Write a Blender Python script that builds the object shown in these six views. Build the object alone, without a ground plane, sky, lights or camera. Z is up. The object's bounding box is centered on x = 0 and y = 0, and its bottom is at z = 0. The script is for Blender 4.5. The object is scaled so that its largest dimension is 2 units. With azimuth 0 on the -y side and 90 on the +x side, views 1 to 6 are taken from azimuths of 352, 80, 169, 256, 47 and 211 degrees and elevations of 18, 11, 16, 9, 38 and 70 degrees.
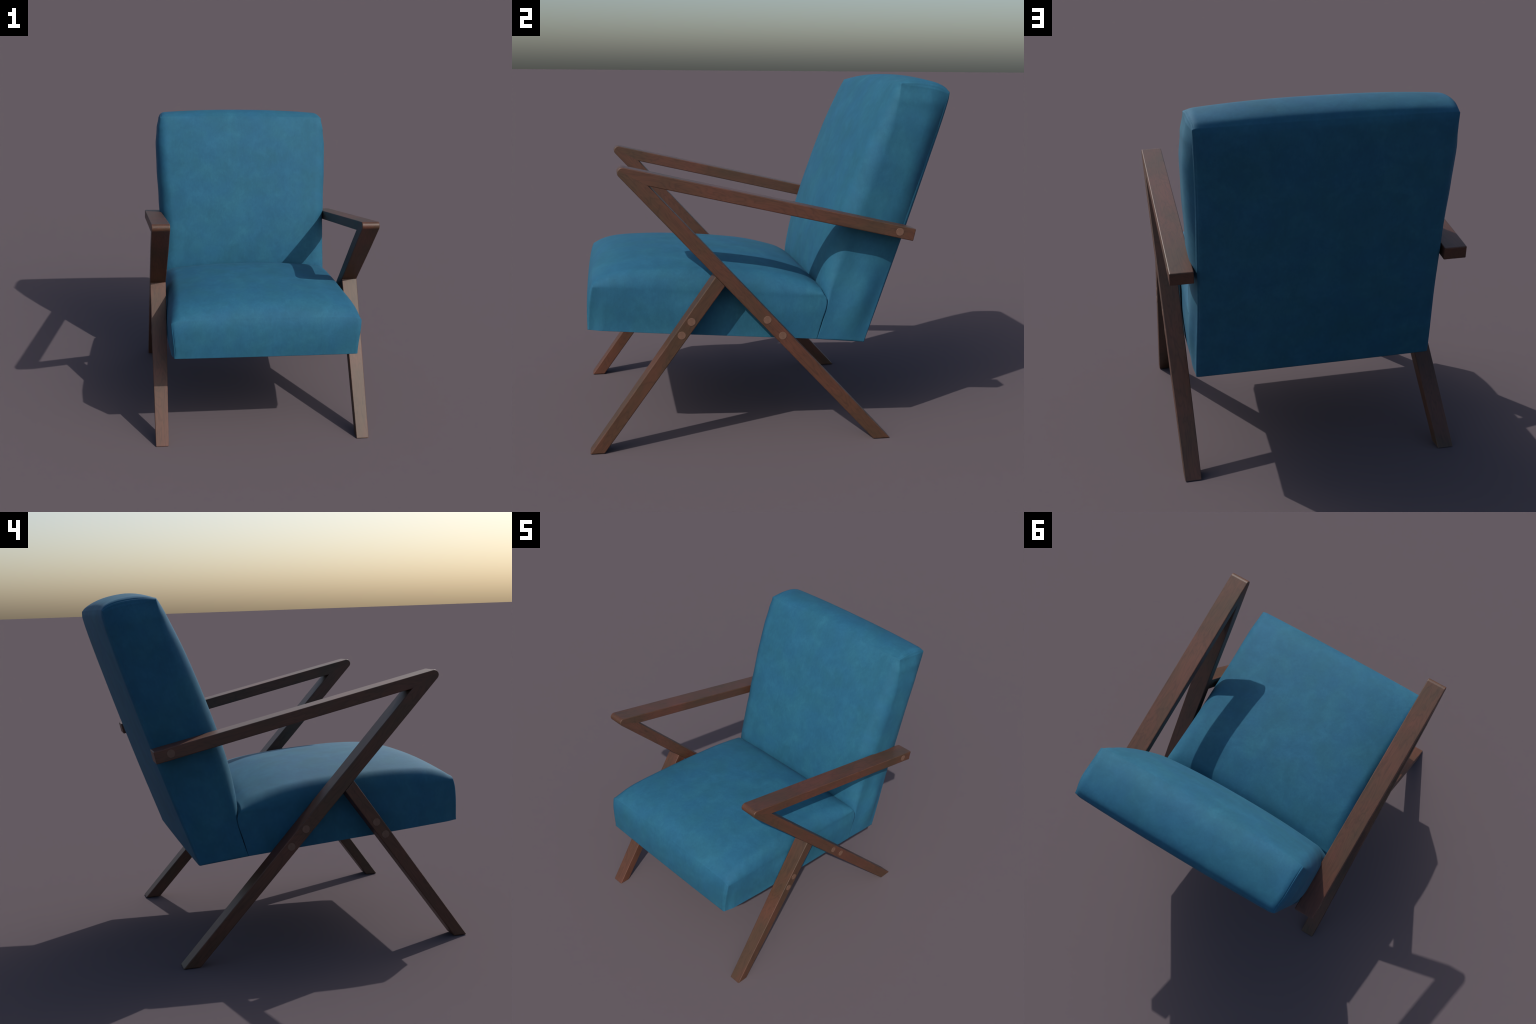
"""Mid-century lounge armchair: two Z-shaped walnut side frames carrying an
upholstered teal seat cushion and a reclined upholstered backrest."""
import bpy, bmesh, math
from mathutils import Vector

# ------------------------------------------------------------------ helpers
def clean():
    for o in list(bpy.data.objects):
        bpy.data.objects.remove(o, do_unlink=True)

def lerp(a, b, t):
    return a + (b - a) * t

def interp(x, table):
    """Piecewise smooth interpolation through (x, y) knots."""
    if x <= table[0][0]:
        return table[0][1]
    for (x0, y0), (x1, y1) in zip(table, table[1:]):
        if x <= x1:
            t = (x - x0) / (x1 - x0)
            return lerp(y0, y1, t * t * (3 - 2 * t))
    return table[-1][1]

def spline(points, count):
    """Centripetal Catmull-Rom through 2D/3D control points, count+1 samples
    spread evenly over the control intervals by arc length."""
    P = [Vector(p) for p in points]
    if len(P) == 2:
        return [P[0].lerp(P[1], i / count) for i in range(count + 1)]
    P = [P[0] * 2 - P[1]] + P + [P[-1] * 2 - P[-2]]
    dense = []
    for i in range(1, len(P) - 2):
        p0, p1, p2, p3 = P[i - 1:i + 3]
        t0 = 0.0
        t1 = t0 + max((p1 - p0).length, 1e-6) ** .5
        t2 = t1 + max((p2 - p1).length, 1e-6) ** .5
        t3 = t2 + max((p3 - p2).length, 1e-6) ** .5
        for k in range(24):
            t = lerp(t1, t2, k / 24)
            a1 = p0 * ((t1 - t) / (t1 - t0)) + p1 * ((t - t0) / (t1 - t0))
            a2 = p1 * ((t2 - t) / (t2 - t1)) + p2 * ((t - t1) / (t2 - t1))
            a3 = p2 * ((t3 - t) / (t3 - t2)) + p3 * ((t - t2) / (t3 - t2))
            b1 = a1 * ((t2 - t) / (t2 - t0)) + a2 * ((t - t0) / (t2 - t0))
            b2 = a2 * ((t3 - t) / (t3 - t1)) + a3 * ((t - t1) / (t3 - t1))
            dense.append(b1 * ((t2 - t) / (t2 - t1)) + b2 * ((t - t1) / (t2 - t1)))
    dense.append(P[-2])
    return dense

def resample(dense, fractions):
    """Pick points at the given arc-length fractions of a dense polyline."""
    L = [0.0]
    for a, b in zip(dense, dense[1:]):
        L.append(L[-1] + (b - a).length)
    out, k = [], 0
    for f in fractions:
        d = f * L[-1]
        while k < len(L) - 2 and L[k + 1] < d:
            k += 1
        t = (d - L[k]) / max(L[k + 1] - L[k], 1e-9)
        out.append(dense[k].lerp(dense[k + 1], min(max(t, 0), 1)))
    return out

def mesh_object(name, verts, faces, mat, parent, smooth=True):
    me = bpy.data.meshes.new(name)
    me.from_pydata([tuple(v) for v in verts], [], faces)
    me.update()
    bm = bmesh.new(); bm.from_mesh(me)
    bmesh.ops.recalc_face_normals(bm, faces=bm.faces)
    bm.to_mesh(me); bm.free()
    me.polygons.foreach_set("use_smooth", [smooth] * len(me.polygons))
    me.materials.append(mat)
    ob = bpy.data.objects.new(name, me)
    bpy.context.scene.collection.objects.link(ob)
    ob.parent = parent
    return ob

# ---------------------------------------------------------------- materials
def node(nt, kind, **kw):
    n = nt.nodes.new(kind)
    for k, v in kw.items():
        setattr(n, k, v)
    return n

def new_material(name):
    m = bpy.data.materials.new(name)
    m.use_nodes = True
    nt = m.node_tree
    return m, nt, nt.nodes["Principled BSDF"]

def ramp(nt, stops):
    r = node(nt, "ShaderNodeValToRGB")
    e = r.color_ramp.elements
    while len(e) < len(stops):
        e.new(0.5)
    for el, (p, c) in zip(e, stops):
        el.position = p
        el.color = (*c, 1)
    return r

def mapped_noise(nt, coord, scale, rot=(0, 0, 0), loc=(0, 0, 0), detail=4, rough=.55, dist=0.0):
    mp = node(nt, "ShaderNodeMapping")
    mp.vector_type = 'POINT'
    mp.inputs["Rotation"].default_value = rot
    mp.inputs["Location"].default_value = loc
    nt.links.new(coord, mp.inputs["Vector"])
    sc = node(nt, "ShaderNodeVectorMath", operation='MULTIPLY')
    sc.inputs[1].default_value = scale
    nt.links.new(mp.outputs[0], sc.inputs[0])
    nz = node(nt, "ShaderNodeTexNoise")
    nz.inputs["Scale"].default_value = 1.0
    nz.inputs["Detail"].default_value = detail
    nz.inputs["Roughness"].default_value = rough
    nz.inputs["Distortion"].default_value = dist
    nt.links.new(sc.outputs[0], nz.inputs["Vector"])
    return nz.outputs["Fac"]

def mix(nt, a, b, fac, mode='MIX'):
    m = node(nt, "ShaderNodeMix", data_type='RGBA', blend_type=mode)
    for sock, v in ((m.inputs[0], fac), (m.inputs[6], a), (m.inputs[7], b)):
        if hasattr(v, "is_output"):
            nt.links.new(v, sock)
        elif isinstance(v, (int, float)):
            sock.default_value = v
        else:
            sock.default_value = (*v, 1)
    return m.outputs[2]

def fabric_material(name, tilt):
    """Brushed teal velour: soft cloudy mottling, faint vertical nap, fine weave."""
    m, nt, bs = new_material(name)
    co = node(nt, "ShaderNodeTexCoord").outputs["Object"]
    rot = (tilt, 0, 0)
    cloud = mapped_noise(nt, co, (6.5, 6.5, 6.0), rot, (3, 1, 0), 7, .66, .5)
    scuff = mapped_noise(nt, co, (17, 17, 14), rot, (7, 2, 5), 6, .7, .8)
    hue = mapped_noise(nt, co, (5.0, 5.0, 5.0), rot, (9, 4, 2), 3, .5)
    nap = mapped_noise(nt, co, (75, 75, 30), rot, (0, 0, 0), 4, .7)
    weave = mapped_noise(nt, co, (260, 260, 260), rot, (0, 0, 0), 2, .6)
    c1 = ramp(nt, [(.30, (.0108, .087, .150)), (.48, (.0122, .095, .166)), (.70, (.0155, .110, .186))])
    nt.links.new(cloud, c1.inputs[0])
    c2 = ramp(nt, [(.38, (1.05, 1.03, .96)), (.62, (.96, .98, 1.03))])
    nt.links.new(hue, c2.inputs[0])
    c3 = ramp(nt, [(.3, (.91, .93, .94)), (.7, (1.08, 1.06, 1.05))])
    nt.links.new(nap, c3.inputs[0])
    c4 = ramp(nt, [(.3, (.90, .92, .93)), (.7, (1.08, 1.06, 1.06))])
    nt.links.new(weave, c4.inputs[0])
    c5 = ramp(nt, [(.46, (1, 1, 1)), (.68, (1.26, 1.12, 1.08))])      # pale rubbed spots
    nt.links.new(scuff, c5.inputs[0])
    col = mix(nt, c1.outputs[0], c2.outputs[0], .8, 'MULTIPLY')
    col = mix(nt, col, c3.outputs[0], .8, 'MULTIPLY')
    col = mix(nt, col, c4.outputs[0], .8, 'MULTIPLY')
    col = mix(nt, col, c5.outputs[0], .85, 'MULTIPLY')
    nt.links.new(col, bs.inputs["Base Color"])
    bs.inputs["Roughness"].default_value = .8
    bs.inputs["Specular IOR Level"].default_value = .34
    bp = node(nt, "ShaderNodeBump")
    bp.inputs["Strength"].default_value = .12
    bp.inputs["Distance"].default_value = .002
    nt.links.new(weave, bp.inputs["Height"])
    nt.links.new(bp.outputs[0], bs.inputs["Normal"])
    return m

def wood_material(name, angle, shift):
    """Oiled walnut; the grain runs along a bar lying at `angle` in the y-z plane."""
    m, nt, bs = new_material(name)
    co = node(nt, "ShaderNodeTexCoord").outputs["Object"]
    rot = (-angle, 0, 0)          # afterwards y runs along the bar
    patch = mapped_noise(nt, co, (5, 2.6, 5), rot, (shift, 1, 2), 3, .55, .4)
    figure = mapped_noise(nt, co, (11, 2.2, 11), rot, (shift, 5, 2), 3, .5, 1.2)
    fine = mapped_noise(nt, co, (150, 7, 150), rot, (shift, 0, 0), 4, .65)
    pores = mapped_noise(nt, co, (420, 22, 420), rot, (0, shift, 0), 2, .5)
    base = ramp(nt, [(.36, (.062, .032, .017)), (.50, (.077, .032, .0175)), (.66, (.096, .034, .020))])
    nt.links.new(patch, base.inputs[0])
    # growth-ring figure: the noise field is sliced into repeating rings
    mul = node(nt, "ShaderNodeMath", operation='MULTIPLY'); mul.inputs[1].default_value = 11
    nt.links.new(figure, mul.inputs[0])
    fr = node(nt, "ShaderNodeMath", operation='PINGPONG'); fr.inputs[1].default_value = .5
    nt.links.new(mul.outputs[0], fr.inputs[0])
    rings = ramp(nt, [(.0, (.74, .75, .76)), (.18, (1, 1, 1)), (.5, (1.10, 1.07, 1.05))])
    nt.links.new(fr.outputs[0], rings.inputs[0])
    streak = ramp(nt, [(.3, (.80, .82, .84)), (.7, (1.16, 1.13, 1.10))])
    nt.links.new(fine, streak.inputs[0])
    pore = ramp(nt, [(.30, (.70, .70, .70)), (.42, (1, 1, 1))])
    nt.links.new(pores, pore.inputs[0])
    col = mix(nt, base.outputs[0], rings.outputs[0], .75, 'MULTIPLY')
    col = mix(nt, col, streak.outputs[0], .8, 'MULTIPLY')
    col = mix(nt, col, pore.outputs[0], .6, 'MULTIPLY')
    nt.links.new(col, bs.inputs["Base Color"])
    bs.inputs["Roughness"].default_value = .48
    bs.inputs["Specular IOR Level"].default_value = .5
    bp = node(nt, "ShaderNodeBump")
    bp.inputs["Strength"].default_value = .08
    bp.inputs["Distance"].default_value = .001
    nt.links.new(fine, bp.inputs["Height"])
    nt.links.new(bp.outputs[0], bs.inputs["Normal"])
    return m

def plug_material():
    m, nt, bs = new_material("pale_end_grain_plug")
    co = node(nt, "ShaderNodeTexCoord").outputs["Object"]
    n = mapped_noise(nt, co, (60, 60, 60), detail=3)
    r = ramp(nt, [(.3, (.118, .060, .038)), (.7, (.145, .076, .050))])
    nt.links.new(n, r.inputs[0])
    nt.links.new(r.outputs[0], bs.inputs["Base Color"])
    bs.inputs["Roughness"].default_value = .55
    return m

# ----------------------------------------------------------------- cushions
def cushion(name, edge_sides, mid_sides, widths, power, bulge, mat, parent,
            n_long, n_short, first_long, seam, swell=1):
    """Upholstered block.
    edge_sides: four (y, z) control curves = outline of the side panel.
    mid_sides : the same four curves on the centre line x = 0.
    widths    : for each side, half width along it [(fraction, half width), ...].
    power     : per side, at its start and end: radius of the roll-over beside the side
                panel, and its share of the rise (the rest is a shallow dome).
    bulge     : function (u, v) -> outward swelling of the side panel.
    """
    counts = [n_long, n_short, n_long, n_short] if first_long else [n_short, n_long, n_short, n_long]
    E, Mid, H, Pw, Fs, Sm = [], [], [], [], [], []
    for s in range(4):
        fr = [0.5 - 0.5 * math.cos(math.pi * i / counts[s]) for i in range(counts[s] + 1)]
        fr = [lerp(i / counts[s], f, .6) for i, f in enumerate(fr)]
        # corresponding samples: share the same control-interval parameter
        e = resample(spline(edge_sides[s], 60), fr)
        m = resample(spline(mid_sides[s], 60), fr)
        for i in range(counts[s]):
            E.append(e[i]); Mid.append(m[i])
            H.append(interp(fr[i], widths[s]))
            (r0, f0), (r1, f1) = power[s]
            Pw.append(lerp(r0, r1, fr[i]))
            Fs.append(lerp(f0, f1, fr[i]))
            Sm.append(seam[s] * math.sin(math.pi * fr[i]) ** .4)
    N = len(E)
    for _ in range(6):                       # fade rim treatments round the corners
        Pw = [(Pw[i - 1] + Pw[i] + Pw[(i + 1) % N]) / 3 for i in range(N)]
        Fs = [(Fs[i - 1] + Fs[i] + Fs[(i + 1) % N]) / 3 for i in range(N)]
    # inward 2D normals of the outline
    def inward(P):
        out = []
        c = sum(P, Vector((0, 0))) / N
        area = sum(P[i].x * P[(i + 1) % N].y - P[(i + 1) % N].x * P[i].y for i in range(N))
        sgn = 1 if area > 0 else -1
        for i in range(N):
            t = P[(i + 1) % N] - P[i - 1]
            nv = Vector((-t.y, t.x)) * sgn
            out.append(nv.normalized())
        return out
    nE = inward(E)
    # stations across the width, crowded at the rolled-over rims
    rim = [0, .0004, .0010, .0018, .0028, .004, .0052, .0064, .0073, .0081, .009, .0099, .0107, .0118, .0135, .0165, .02, .025, .031, .038, .046, .055, .065, .077, .09]
    verts, faces, rows = [], [], []
    stations = []
    for d in rim:
        stations.append(('d', d))
    K = 40
    for i in range(1, K):
        stations.append(('f', i / K))
    for d in reversed(rim):
        stations.append(('e', d))
    for kind, val in stations:
        base = len(verts)
        for j in range(N):
            h = H[j]
            if kind == 'd':
                x = h - val
            elif kind == 'e':
                x = -(h - val)
            else:
                x0 = h - rim[-1]
                x = x0 * math.cos(math.pi * val) * 1.0
                x = lerp(x, x0 * (1 - 2 * val), .55)
            a = min(abs(x) / h, 1.0)
            inset = h - abs(x)
            q = min(inset / Pw[j], 1.0)
            roll = math.sqrt(max(1 - (1 - q) ** 2, 0))
            w = Fs[j] * roll + (1 - Fs[j]) * (1 - a ** 2.4)
            p = E[j].lerp(Mid[j], w)
            # stitched seam: a shallow groove just inside the rim
            g = (inset - .009) / .0021
            off = Sm[j] * math.exp(-g * g)
            p = p + nE[j] * off
            verts.append(Vector((x, p.x, p.y)))
        rows.append(base)
    for r0, r1 in zip(rows, rows[1:]):
        for j in range(N):
            k = (j + 1) % N
            faces.append((r0 + j, r0 + k, r1 + k, r1 + j))
    # side panels: Coons patch between the four rim curves plus swelling
    c0, c1, c2, c3 = counts
    off = [0, c0, c0 + c1, c0 + c1 + c2]
    for base, sg in ((rows[0], 1), (rows[-1], -1)):
        A = [base + i for i in range(c0 + 1)]                                   # v = 0
        Bq = [base + (off[1] + i) % N for i in range(c1 + 1)]                   # u = 1
        C = [base + (off[2] + c2 - i) % N for i in range(c2 + 1)]               # v = 1
        D = [base + (off[3] + c3 - i) % N for i in range(c3 + 1)]               # u = 0
        grid = {}
        V = verts
        for i in range(c0 + 1):
            for k in range(c1 + 1):
                if k == 0: grid[i, k] = A[i]; continue
                if k == c1: grid[i, k] = C[i]; continue
                if i == 0: grid[i, k] = D[k]; continue
                if i == c0: grid[i, k] = Bq[k]; continue
                u, v = i / c0, k / c1
                u = lerp(u, .5 - .5 * math.cos(math.pi * u), .6)
                v = lerp(v, .5 - .5 * math.cos(math.pi * v), .6)
                p = (V[A[i]] * (1 - v) + V[C[i]] * v + V[D[k]] * (1 - u) + V[Bq[k]] * u
                     - V[A[0]] * (1 - u) * (1 - v) - V[A[c0]] * u * (1 - v)
                     - V[C[0]] * (1 - u) * v - V[C[c0]] * u * v)
                taper = abs(V[D[k]].x) - abs(V[Bq[k]].x)     # keep full, then turn in late
                p.x += sg * (bulge(u, v) + taper * (u - u ** swell))
                grid[i, k] = len(verts)
                verts.append(p)
        for i in range(c0):
            for k in range(c1):
                faces.append((grid[i, k], grid[i + 1, k], grid[i + 1, k + 1], grid[i, k + 1]))
    ob = mesh_object(name, verts, faces, mat, parent)
    return ob

# -------------------------------------------------------------- wood frames
ARM_TAN, LEG_TAN = .2225, 1.079
def frame_x(z, side_in, leg):
    """Inner / outer face of a side frame: legs thin out towards the floor."""
    t = 1.0 if not leg else min(max(z / 1.3, 0), 1)
    return lerp(.6595, .6435, t) if side_in else lerp(.7470, .7643, t)

def bar_from_outline(name, outline, cut, mat, parent, side, leg, bevel=.0045, extra_cut=None):
    """Extrude an outline (y, z) across the frame thickness, chamfer its rims, keep
    the half on the positive side of `cut` (point, normal) and lean its faces."""
    bm = bmesh.new()
    lo = [bm.verts.new((-.06, y, z)) for y, z in outline]
    hi = [bm.verts.new((.06, y, z)) for y, z in outline]
    n = len(outline)
    bm.faces.new(lo); bm.faces.new(hi[::-1])
    for i in range(n):
        bm.faces.new((lo[i], lo[(i + 1) % n], hi[(i + 1) % n], hi[i]))
    bmesh.ops.recalc_face_normals(bm, faces=bm.faces)
    bm.edges.ensure_lookup_table()
    sel = [e for e in bm.edges if e.calc_face_angle(0) > math.radians(25) and e.is_convex]
    bmesh.ops.bevel(bm, geom=sel, offset=bevel, segments=2, profile=.5, affect='EDGES', clamp_overlap=True)
    for point, normal in cut:
        r = bmesh.ops.bisect_plane(bm, geom=bm.verts[:] + bm.edges[:] + bm.faces[:],
                                   plane_co=point, plane_no=normal, clear_inner=True)
        ed = [g for g in r["geom_cut"] if isinstance(g, bmesh.types.BMEdge)]
        bmesh.ops.holes_fill(bm, edges=ed)
    if leg:
        bmesh.ops.bisect_plane(bm, geom=bm.verts[:] + bm.edges[:] + bm.faces[:],
                               plane_co=(0, 0, 1.3), plane_no=(0, 0, 1))
    bmesh.ops.recalc_face_normals(bm, faces=bm.faces)
    for v in bm.verts:
        t = (v.co.x + .06) / .12
        v.co.x = side * lerp(frame_x(v.co.z, True, leg), frame_x(v.co.z, False, leg), t)
    if side < 0:
        bmesh.ops.reverse_faces(bm, faces=bm.faces)
    for e in bm.edges:
        e.smooth = e.calc_face_angle(9) < math.radians(11)
    for f in bm.faces:
        f.smooth = True
    me = bpy.data.meshes.new(name)
    bm.to_mesh(me); bm.free()
    me.materials.append(mat)
    ob = bpy.data.objects.new(name, me)
    bpy.context.scene.collection.objects.link(ob)
    ob.parent = parent
    return ob

def z_outline():
    """Arm rest and long rear leg drawn in one stroke, with the rounded front tip."""
    tip = Vector((-.8649, 1.5485))
    r = .0275
    a_arm, a_leg = math.atan(ARM_TAN), math.atan(LEG_TAN)
    half = (a_leg - a_arm) / 2
    mid = (a_leg + a_arm) / 2
    c = tip + Vector((math.cos(mid), -math.sin(mid))) * (r / math.sin(half))
    start = math.pi / 2 - a_arm                      # normal of the arm's top face
    end = -math.pi / 2 - a_leg + 2 * math.pi         # normal of the leg's front face
    arc = [(c.x + r * math.cos(lerp(start, end, i / 22)), c.y + r * math.sin(lerp(start, end, i / 22)))
           for i in range(23)]
    apex = (-.6542, 1.4334)
    pts = [(.7735, 1.184)] + arc + [(.5735, 0), (.6685, 0), apex, (.759, 1.1187)]
    return pts, Vector((0, apex[0], apex[1])), Vector((0, tip.x, tip.y))

def plug(mesh_cache, mat, y, z, side, leg, parent):
    if "m" not in mesh_cache:
        bm = bmesh.new()
        bmesh.ops.create_cone(bm, cap_ends=True, segments=40, radius1=.0215, radius2=.0215, depth=.012)
        top = [e for e in bm.edges if all(v.co.z > 0 for v in e.verts)]
        bmesh.ops.bevel(bm, geom=top, offset=.001, segments=2, profile=.5, affect='EDGES')
        me = bpy.data.meshes.new("wooden_plug")
        bm.to_mesh(me); bm.free()
        me.materials.append(mat)
        mesh_cache["m"] = me
    ob = bpy.data.objects.new("wooden_plug", mesh_cache["m"])
    ob.location = (side * (frame_x(z, False, leg) - .0045), y, z)
    ob.rotation_euler = (0, side * math.pi / 2, 0)
    bpy.context.scene.collection.objects.link(ob)
    ob.parent = parent

# -------------------------------------------------------------------- build
def build():
    clean()
    chair = bpy.data.objects.new("armchair", None)
    bpy.context.scene.collection.objects.link(chair)
    chair["label"] = "teal upholstered lounge armchair with angular Z-shaped walnut frame"
    chair["category"] = "armchair"

    fabric_seat = fabric_material("teal_velour_seat", 0)
    fabric_back = fabric_material("teal_velour_back", math.radians(18))
    ang_arm, ang_leg = -math.atan(ARM_TAN), -math.atan(LEG_TAN)
    ang_front = math.atan2(.9535, -.311 + .9848)
    wood_arm = wood_material("walnut_arm", ang_arm, 3.1)
    wood_leg = wood_material("walnut_rear_leg", ang_leg, 7.7)
    wood_front = wood_material("walnut_front_leg", ang_front, 1.4)
    plug_mat = plug_material()

    # seat cushion: bottom, rear, top, front ------------------------------
    seat_edge = [
        [(-.975, .654), (.2637, .5592)],
        [(.2637, .5592), (.285, .645), (.316, .740), (.318, .780), (.300, .806)],
        [(.300, .806), (.250, .805), (.150, .806), (0, .812), (-.2, .820), (-.4, .832),
         (-.6, .850), (-.8, .871), (-.9, .881), (-.952, .886)],
        [(-.952, .886), (-.962, .82), (-.970, .72), (-.975, .654)],
    ]
    seat_mid = [
        [(-.987, .652), (.2637, .5592)],
        [(.2637, .5592), (.290, .645), (.310, .740), (.305, .810), (.285, .855)],
        [(.285, .855), (.230, .896), (.130, .937), (0, .974), (-.2, 1.003), (-.4, 1.018),
         (-.6, 1.023), (-.8, 1.008), (-.880, .984), (-.928, .953), (-.955, .918)],
        [(-.955, .918), (-.969, .889), (-.980, .850), (-.990, .75), (-.987, .652)],
    ]
    seat_w = [
        [(0, .626), (.06, .640), (.3, .648), (.6, .645), (1, .643)],
        [(0, .643), (.6, .645), (1, .640)],
        [(0, .640), (.3, .633), (.6, .638), (.88, .648), (1, .645)],
        [(0, .645), (1, .626)],
    ]
    cushion("seat", seat_edge, seat_mid, seat_w,
            [((.012, .8), (.012, .8)), ((.05, .5), (.05, .5)), ((.090, .64), (.065, .58)), ((.035, .7), (.02, .7))],
            lambda u, v: .004 * math.sin(math.pi * u) * math.sin(math.pi * v) ** 2,
            fabric_seat, chair, 90, 40, True, [0, 0, 0, .0020])

    # backrest: bottom, back, top, front ----------------------------------
    back_edge = [
        [(.264, .559), (.529, .532)],
        [(.529, .532), (.680, .995), (.830, 1.455), (.943, 1.802), (.976, 1.904)],
        [(.976, 1.904), (.915, 1.926), (.800, 1.946), (.703, 1.954)],
        [(.703, 1.954), (.701, 1.92), (.696, 1.88), (.672, 1.75), (.625, 1.595), (.533, 1.322),
         (.446, 1.10), (.385, .94), (.356, .86), (.330, .77), (.303, .68), (.264, .559)],
    ]
    back_mid = [
        [(.264, .559), (.540, .530)],
        [(.540, .530), (.708, .988), (.862, 1.445), (.958, 1.75), (.984, 1.85), (.989, 1.885), (.984, 1.914)],
        [(.984, 1.914), (.965, 1.945), (.905, 1.979), (.810, 2.0), (.755, 1.998), (.718, 1.988), (.688, 1.971)],
        [(.688, 1.971), (.666, 1.950), (.618, 1.88), (.540, 1.735), (.467, 1.56), (.372, 1.285),
         (.314, 1.06), (.294, .93), (.288, .86), (.290, .75), (.285, .66), (.264, .559)],
    ]
    back_w = [
        [(0, .643), (1, .641)],
        [(0, .641), (.35, .629), (.7, .628), (1, .633)],
        [(0, .633), (.4, .643), (1, .643)],
        [(0, .643), (.07, .661), (.15, .671), (.28, .667), (.45, .655), (.58, .645),
         (.70, .642), (.82, .642), (1, .643)],
    ]
    cushion("backrest", back_edge, back_mid, back_w,
            [((.012, .8), (.02, .8)), ((.028, .75), (.035, .65)), ((.035, .65), (.05, .42)), ((.07, .58), (.12, .80))],
            lambda u, v: .022 * math.sin(math.pi * u ** 1.3) ** 2 * math.exp(-((v - .16) / .12) ** 2),
            fabric_back, chair, 110, 40, False, [0, .0022, .0032, 0], swell=6)

    # side frames ----------------------------------------------------------
    outline, apex, tip = z_outline()
    along = (apex - tip).normalized()
    up = Vector((0, -along.z, along.y))          # points to the arm side of the mitre
    cache = {}
    for side in (1, -1):
        arm = bar_from_outline("arm_rest", outline, [(apex, up)], wood_arm, chair, side, False)
        leg = bar_from_outline("rear_leg", outline, [(apex, -up)], wood_leg, chair, side, True)
        front = bar_from_outline("front_leg", [(-.9848, 0), (-.3115, .9530), (-.2611, .8986), (-.9075, 0)],
                                 [], wood_front, chair, side, True, bevel=.0045)
        plug(cache, plug_mat, .6827, 1.1711, side, False, arm)
        plug(cache, plug_mat, -.0333, .7073, side, True, leg)
        plug(cache, plug_mat, .0507, .6171, side, True, leg)
        plug(cache, plug_mat, -.4396, .7107, side, True, front)
        plug(cache, plug_mat, -.4917, .6382, side, True, front)

build()
